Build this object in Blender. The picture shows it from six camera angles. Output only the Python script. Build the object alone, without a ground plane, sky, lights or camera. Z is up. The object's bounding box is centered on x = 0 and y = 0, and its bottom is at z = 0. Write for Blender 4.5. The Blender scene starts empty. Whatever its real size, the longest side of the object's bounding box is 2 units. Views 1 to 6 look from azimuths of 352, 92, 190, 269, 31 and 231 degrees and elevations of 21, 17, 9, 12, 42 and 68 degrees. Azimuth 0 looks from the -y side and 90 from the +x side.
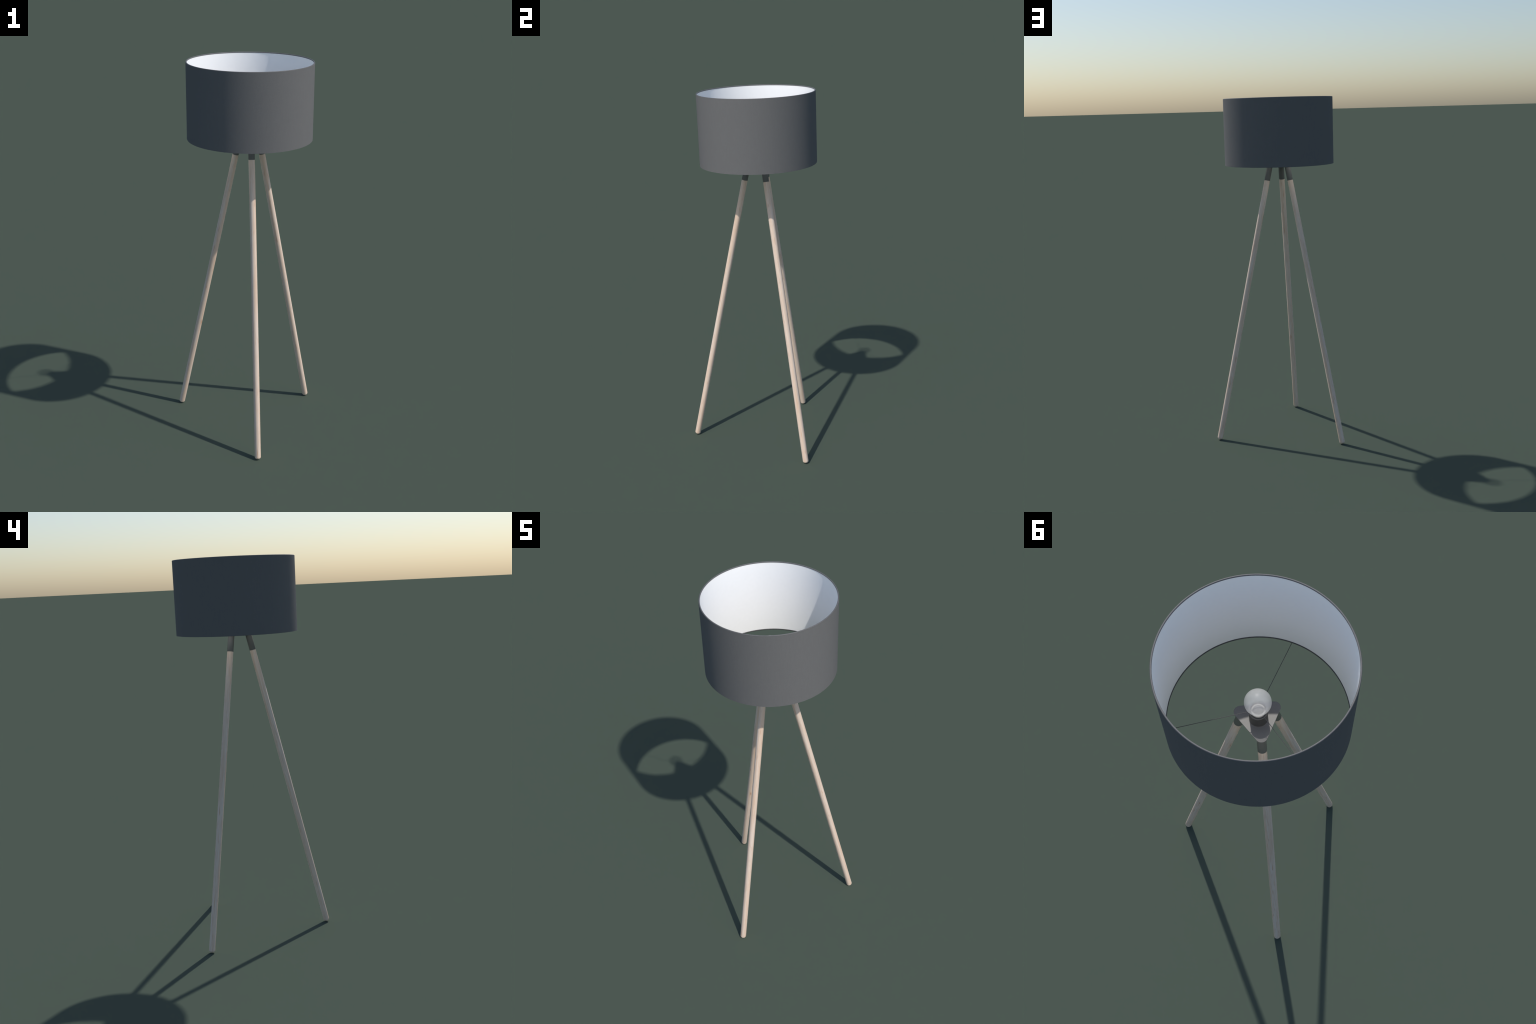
"""Tripod floor lamp: drum shade with a white lining, three turned wooden legs in
dark metal sleeves, a rounded triangular mounting plate, socket, bulb and a
three-armed wire spider that carries the shade."""
import bpy, bmesh, math
from mathutils import Vector, Matrix

# ---------------------------------------------------------------- dimensions
AXIS_Y = 0.0595          # the lamp's vertical axis stands at (0, AXIS_Y)
LEG_AZIMUTHS = (-90.0, 30.0, 150.0)
WIRE_AZIMUTHS = (-60.0, 60.0, 180.0)

SHADE_R = 0.3158         # outer radius of the shade
SHADE_Z0, SHADE_Z1 = 1.6172, 2.0
RIM_R = 0.0031           # radius of the rolled bead at both rims
WALL = 0.0024            # fabric thickness
LINING_GAP = 0.0024      # lining thickness

LEG_R = 0.0160
SLEEVE_R = 0.0166
LEG_SLOPE = 0.2259       # horizontal travel per metre of height
FOOT_REACH = 0.4191      # distance of leg axis from lamp axis at z = 0.0155
SLEEVE_Z0 = 1.5255       # lower end of the sleeve (on the leg axis)

PLATE_TOP, PLATE_T = 1.6155, 0.0035
PLATE_CORNER_D, PLATE_CORNER_R = 0.067, 0.0222

SOCKET_R, SOCKET_TOP = 0.0322, 1.6715
BULB_R, BULB_Z, NECK_R = 0.0453, 1.7380, 0.0245


# ---------------------------------------------------------------- node helpers
def new_material(name):
    m = bpy.data.materials.new(name)
    m.use_nodes = True
    nt = m.node_tree
    for n in list(nt.nodes):
        nt.nodes.remove(n)
    out = nt.nodes.new("ShaderNodeOutputMaterial")
    bsdf = nt.nodes.new("ShaderNodeBsdfPrincipled")
    nt.links.new(bsdf.outputs[0], out.inputs[0])
    return m, nt, bsdf, out


def node(nt, kind, **props):
    n = nt.nodes.new(kind)
    for k, v in props.items():
        setattr(n, k, v)
    return n


def mapped(nt, scale, offset_random=0.0):
    """Object coordinates, scaled; optionally shifted by a per-object random."""
    tc = node(nt, "ShaderNodeTexCoord")
    mp = node(nt, "ShaderNodeMapping")
    mp.inputs["Scale"].default_value = scale
    nt.links.new(tc.outputs["Object"], mp.inputs["Vector"])
    if offset_random:
        info = node(nt, "ShaderNodeObjectInfo")
        mul = node(nt, "ShaderNodeMath", operation="MULTIPLY")
        mul.inputs[1].default_value = offset_random
        nt.links.new(info.outputs["Random"], mul.inputs[0])
        nt.links.new(mul.outputs[0], mp.inputs["Location"])
    return mp.outputs["Vector"]


def noise(nt, vec, scale, detail=2.0, rough=0.5, distortion=0.0):
    n = node(nt, "ShaderNodeTexNoise")
    n.inputs["Scale"].default_value = scale
    n.inputs["Detail"].default_value = detail
    n.inputs["Roughness"].default_value = rough
    n.inputs["Distortion"].default_value = distortion
    nt.links.new(vec, n.inputs["Vector"])
    return n.outputs["Fac"]


def ramp(nt, fac, stops):
    r = node(nt, "ShaderNodeValToRGB")
    els = r.color_ramp.elements
    while len(els) < len(stops):
        els.new(0.5)
    for e, (p, c) in zip(els, stops):
        e.position = p
        e.color = (c, c, c, 1) if isinstance(c, (int, float)) else (*c, 1)
    nt.links.new(fac, r.inputs[0])
    return r.outputs[0]


def mix(nt, fac, a, b, blend="MIX"):
    m = node(nt, "ShaderNodeMix", data_type="RGBA", blend_type=blend)
    for sock, v in ((m.inputs[0], fac), (m.inputs[6], a), (m.inputs[7], b)):
        if isinstance(v, bpy.types.NodeSocket):
            nt.links.new(v, sock)
        elif isinstance(v, (int, float)):
            sock.default_value = v
        else:
            sock.default_value = (*v, 1)
    return m.outputs[2]


def bump(nt, bsdf, height, strength, distance):
    b = node(nt, "ShaderNodeBump")
    b.inputs["Strength"].default_value = strength
    b.inputs["Distance"].default_value = distance
    nt.links.new(height, b.inputs["Height"])
    nt.links.new(b.outputs[0], bsdf.inputs["Normal"])


# ---------------------------------------------------------------- materials
def make_fabric(name):
    m, nt, b, _ = new_material(name)
    fine = noise(nt, mapped(nt, (1, 1, 1)), 420.0, 3.0, 0.6)
    slub = noise(nt, mapped(nt, (40, 40, 6)), 4.0, 2.0, 0.5)
    base = ramp(nt, fine, [(0.30, (0.147, 0.147, 0.149)), (0.70, (0.172, 0.172, 0.174))])
    tint = ramp(nt, slub, [(0.30, 0.985), (0.70, 1.015)])
    nt.links.new(mix(nt, 1.0, base, tint, "MULTIPLY"), b.inputs["Base Color"])
    b.inputs["Roughness"].default_value = 0.9
    b.inputs["Specular IOR Level"].default_value = 0.05
    bump(nt, b, fine, 0.12, 0.0006)
    return m


def make_lining(name):
    m, nt, b, _ = new_material(name)
    n = noise(nt, mapped(nt, (1, 1, 1)), 90.0, 2.0)
    nt.links.new(ramp(nt, n, [(0.3, (0.96, 0.96, 0.96)), (0.7, (0.975, 0.975, 0.975))]),
                 b.inputs["Base Color"])
    b.inputs["Roughness"].default_value = 0.6
    b.inputs["Specular IOR Level"].default_value = 0.3
    return m


def make_metal(name, colour, rough, spec=0.5):
    m, nt, b, _ = new_material(name)
    n = noise(nt, mapped(nt, (1, 1, 1)), 260.0, 2.0)
    lo = tuple(c * 0.95 for c in colour)
    hi = tuple(c * 1.05 for c in colour)
    nt.links.new(ramp(nt, n, [(0.3, lo), (0.7, hi)]), b.inputs["Base Color"])
    b.inputs["Roughness"].default_value = rough
    b.inputs["Specular IOR Level"].default_value = spec
    return m


def make_wood(name):
    m, nt, b, _ = new_material(name)
    along = mapped(nt, (1.0, 1.0, 0.045), 7.3)
    fibre = noise(nt, along, 240.0, 4.0, 0.62, 0.3)          # fine long fibres
    bands = noise(nt, mapped(nt, (1.0, 1.0, 0.03), 3.1), 75.0, 2.0, 0.5, 0.8)
    fleck = noise(nt, mapped(nt, (1.0, 1.0, 0.065), 11.7), 190.0, 1.0, 0.4, 0.2)
    pale, warm, brown = WOOD
    col = mix(nt, ramp(nt, bands, [(0.36, 0.0), (0.68, 1.0)]), pale, warm)
    col = mix(nt, ramp(nt, fibre, [(0.48, 0.0), (0.74, 0.65)]), col, brown)
    col = mix(nt, ramp(nt, fleck, [(0.70, 0.0), (0.77, 0.75)]), col, FLECK)
    nt.links.new(col, b.inputs["Base Color"])
    b.inputs["Roughness"].default_value = 0.6
    b.inputs["Specular IOR Level"].default_value = 0.12
    bump(nt, b, fibre, 0.05, 0.0004)
    return m


def make_bulb_glass(name):
    m, nt, b, _ = new_material(name)
    n = noise(nt, mapped(nt, (1, 1, 1)), 60.0, 1.0)
    nt.links.new(ramp(nt, n, [(0.3, (0.88, 0.88, 0.88)), (0.7, (0.90, 0.90, 0.90))]),
                 b.inputs["Base Color"])
    b.inputs["Roughness"].default_value = 0.38
    b.inputs["Alpha"].default_value = 0.30        # clear-ish opal glass, evenly thin
    return m


WOOD = ((0.785, 0.658, 0.560), (0.755, 0.572, 0.440), (0.62, 0.40, 0.265))
FLECK = (0.52, 0.25, 0.13)
FABRIC = make_fabric("charcoal_fabric")
LINING = make_lining("white_lining")
TRIM = make_metal("rim_trim", (0.120, 0.120, 0.122), 0.6)
METAL = make_metal("dark_coated_metal", (0.165, 0.162, 0.156), 0.5)
SATIN = make_metal("satin_dark_sleeve", (0.150, 0.150, 0.146), 0.32)
RING = make_metal("matt_ring", (0.075, 0.075, 0.074), 0.85, 0.2)
BLACK = make_metal("black_plastic", (0.055, 0.055, 0.053), 0.5)
WIRE = make_metal("wire_metal", (0.060, 0.060, 0.062), 0.5)
BEECH = make_wood("pale_beech")
GLASS = make_bulb_glass("opal_glass")
CERAMIC = make_metal("bulb_cap", (0.36, 0.345, 0.32), 0.5)
CAP_CORE = make_metal("bulb_cap_core", (0.20, 0.20, 0.195), 0.5)


# ---------------------------------------------------------------- mesh helpers
def mesh_object(name, bm, material, parent=None, smooth_angle=35.0):
    bmesh.ops.recalc_face_normals(bm, faces=bm.faces)
    me = bpy.data.meshes.new(name)
    bm.to_mesh(me)
    bm.free()
    me.materials.append(material)
    for p in me.polygons:
        p.use_smooth = True
    me.set_sharp_from_angle(angle=math.radians(smooth_angle))
    ob = bpy.data.objects.new(name, me)
    bpy.context.scene.collection.objects.link(ob)
    ob.parent = parent
    return ob


def revolve(profile, segments, closed=False):
    """Surface of revolution about z through (radius, z) points; radius 0 = pole."""
    bm = bmesh.new()
    rings = []
    for r, z in profile:
        if r < 1e-7:
            rings.append([bm.verts.new((0, 0, z))])
        else:
            rings.append([bm.verts.new((r * math.cos(2 * math.pi * i / segments),
                                        r * math.sin(2 * math.pi * i / segments), z))
                          for i in range(segments)])
    pairs = list(zip(rings, rings[1:]))
    if closed:
        pairs.append((rings[-1], rings[0]))
    for a, b in pairs:
        for i in range(segments):
            j = (i + 1) % segments
            if len(a) == 1 and len(b) == 1:
                continue
            if len(a) == 1:
                bm.faces.new((a[0], b[i], b[j]))
            elif len(b) == 1:
                bm.faces.new((a[i], a[j], b[0]))
            else:
                bm.faces.new((a[i], a[j], b[j], b[i]))
    return bm


def arc(cr, cz, rad, a0, a1, n):
    return [(cr + rad * math.cos(math.radians(a0 + (a1 - a0) * i / n)),
             cz + rad * math.sin(math.radians(a0 + (a1 - a0) * i / n))) for i in range(n + 1)]


def polar(azimuth, r, z):
    a = math.radians(azimuth)
    return Vector((r * math.cos(a), r * math.sin(a), z))


# ---------------------------------------------------------------- the lamp
lamp = bpy.data.objects.new("floor_lamp", None)
lamp.location = (0.0, AXIS_Y, 0.0)
bpy.context.scene.collection.objects.link(lamp)
lamp["label"] = "tripod floor lamp with grey drum shade and wooden legs"
lamp["category"] = "floor lamp"

# --- shade: fabric drum, white lining, two rolled rims, three spider wires
SEG = 144
z0, z1 = SHADE_Z0 + 0.0007, SHADE_Z1 - RIM_R * 0.9
ro, ri = SHADE_R, SHADE_R - WALL
shade = mesh_object("lampshade", revolve([(ro, z0), (ro, z1), (ri, z1), (ri, z0)], SEG, True),
                    FABRIC, lamp)
lo, li = ri - 0.0002, ri - LINING_GAP
mesh_object("shade_lining",
            revolve([(lo, z0 + .002), (lo, z1 - .0004), (li, z1 - .0004), (li, z0 + .002)], SEG, True),
            LINING, shade)
def rim(name, zc, reach, rad, material):
    ob = mesh_object(name, revolve(arc(reach - rad, 0, rad, 0, 360 - 22.5, 15), SEG, True),
                     material, shade, 80)
    ob.location.z = zc

rim("rim_ring", SHADE_Z1 - RIM_R, SHADE_R + 0.0001, RIM_R, TRIM)          # fabric-covered upper rim
rim("frame_ring", SHADE_Z0 + 0.0034, SHADE_R - 0.0006, 0.0034, WIRE)       # bare wire ring of the spider

def rod(p, q, r, seg=10):
    d = q - p
    bm = revolve([(0, 0), (r, 0), (r, d.length), (0, d.length)], seg)
    mat = Matrix.Translation(p) @ d.to_track_quat("Z", "Y").to_matrix().to_4x4()
    bmesh.ops.transform(bm, matrix=mat, verts=bm.verts)
    return bm

wire = None
for az in WIRE_AZIMUTHS:
    if wire is None:
        wire = mesh_object("support_wire",
                           rod(Vector((0.0275, 0, 1.6785)), Vector((SHADE_R - 0.004, 0, SHADE_Z0 + 0.0035)), 0.0011),
                           WIRE, shade)
        w = wire
    else:
        w = wire.copy()
        bpy.context.scene.collection.objects.link(w)
    w.rotation_euler.z = math.radians(az)

# --- mounting plate: equilateral triangle with rounded corners, eased top edge
def rounded_triangle(inset):
    pts = []
    for az in LEG_AZIMUTHS:
        c = polar(az, PLATE_CORNER_D, 0)
        for i in range(17):
            a = az - 60 + 120 * i / 16
            pts.append(c + polar(a, PLATE_CORNER_R - inset, 0))
    return pts

bm = bmesh.new()
layers = [(0.0008, 0.0), (0.0, 0.0008), (0.0, PLATE_T - 0.0008), (0.0008, PLATE_T)]
loops = [[bm.verts.new((p.x, p.y, PLATE_TOP - PLATE_T + h)) for p in rounded_triangle(ins)]
         for ins, h in layers]
for a, b in zip(loops, loops[1:]):
    for i in range(len(a)):
        j = (i + 1) % len(a)
        bm.faces.new((a[i], a[j], b[j], b[i]))
bm.faces.new(loops[0][::-1])
bm.faces.new(loops[-1])
mesh_object("mounting_plate", bm, METAL, lamp, 30)

# --- socket: black cylinder on a thin base flange, topped by the spider's ring
zt, zb = SOCKET_TOP, PLATE_TOP
socket = mesh_object("lamp_socket", revolve(
    [(0, zb + .0018), (SOCKET_R - .0004, zb + .0018), (SOCKET_R - .0004, zt - .0032), (0, zt - .0032)], 64),
    BLACK, lamp, 30)
mesh_object("socket_flange", revolve(
    [(0, zb + .0002), (SOCKET_R + .0006, zb + .0002), (SOCKET_R + .0006, zb + .0012), (SOCKET_R, zb + .0017),
     (0, zb + .0017)], 64), METAL, socket, 30)
mesh_object("socket_ring", revolve(
    [(NECK_R - .002, zt - .003), (SOCKET_R + .0004, zt - .003), (SOCKET_R + .0006, zt - .0025),
     (SOCKET_R + .0006, zt - .0005), (SOCKET_R, zt), (NECK_R - .002, zt)], 64, True), RING, socket, 30)

# --- bulb: thin opal globe drawn in to a short neck, standing on a pale cap
NECK_Z = zt + 0.0075
start = -math.degrees(math.acos(NECK_R / BULB_R))
profile = [(NECK_R + .0008, NECK_Z)] + arc(0, BULB_Z, BULB_R, start, 90, 40)[:-1] + [(0, BULB_Z + BULB_R)]
bulb = mesh_object("light_bulb", revolve(profile, 64), GLASS, lamp, 60)
mesh_object("bulb_cap", revolve(
    [(0, zt - .001), (NECK_R, zt - .001), (NECK_R, NECK_Z - .001), (NECK_R - .001, NECK_Z),
     (0.0180, NECK_Z), (0.0170, NECK_Z - .001), (0, NECK_Z - .001)], 48), CERAMIC, bulb, 30)
mesh_object("bulb_cap_core", revolve([(0, NECK_Z - .0008), (.0168, NECK_Z - .0008), (.0168, NECK_Z - .0003),
                                      (0, NECK_Z - .0003)], 48), CAP_CORE, bulb, 30)

# --- legs: straight round rods with softly rounded feet, in metal sleeves
tilt = math.atan(LEG_SLOPE)
EASE = 0.78 * LEG_R                       # rounding of the foot's edge
# height of the foot's end point on the axis so that the lowest point touches z = 0
end_lift = EASE * (1 - math.cos(tilt)) + (LEG_R - EASE) * math.sin(tilt)
foot_reach = FOOT_REACH + LEG_SLOPE * (0.0155 - end_lift)
def along(z):                             # distance along the leg axis at height z
    return (z - end_lift) / math.cos(tilt)

leg_len = along(SLEEVE_Z0) + 0.03
foot = [(0.0, 0.0)] + arc(LEG_R - EASE, EASE, EASE, -90, 0, 8)
leg_bm = revolve(foot + [(LEG_R, leg_len * k / 6) for k in range(1, 7)] + [(0, leg_len)], 40)
sleeve_a = along(SLEEVE_Z0)
sleeve_b = along(PLATE_TOP - PLATE_T - 0.0042)
sleeve_bm = revolve([(0, sleeve_a), (SLEEVE_R - .0003, sleeve_a), (SLEEVE_R, sleeve_a + .0005),
                     (SLEEVE_R, sleeve_b), (0, sleeve_b)], 40)
# shear the sleeve's upper end flat against the underside of the plate
for v in sleeve_bm.verts:
    if abs(v.co.z - sleeve_b) < 1e-6:
        v.co.z += 0.0042 / math.cos(tilt) - math.tan(tilt) * v.co.x - 0.0002

leg = sleeve = None
for az in LEG_AZIMUTHS:
    if leg is None:
        leg = mesh_object("leg", leg_bm, BEECH, lamp, 40)
        sleeve = mesh_object("leg_sleeve", sleeve_bm, SATIN, leg, 40)
        l = leg
    else:
        l = leg.copy()
        s = sleeve.copy()
        bpy.context.scene.collection.objects.link(l)
        bpy.context.scene.collection.objects.link(s)
        s.parent = l
    # local z runs up the leg, local x points outwards before leaning in
    l.rotation_euler = (Matrix.Rotation(math.radians(az), 3, "Z") @
                        Matrix.Rotation(-tilt, 3, "Y")).to_euler()
    l.location = polar(az, foot_reach, end_lift)
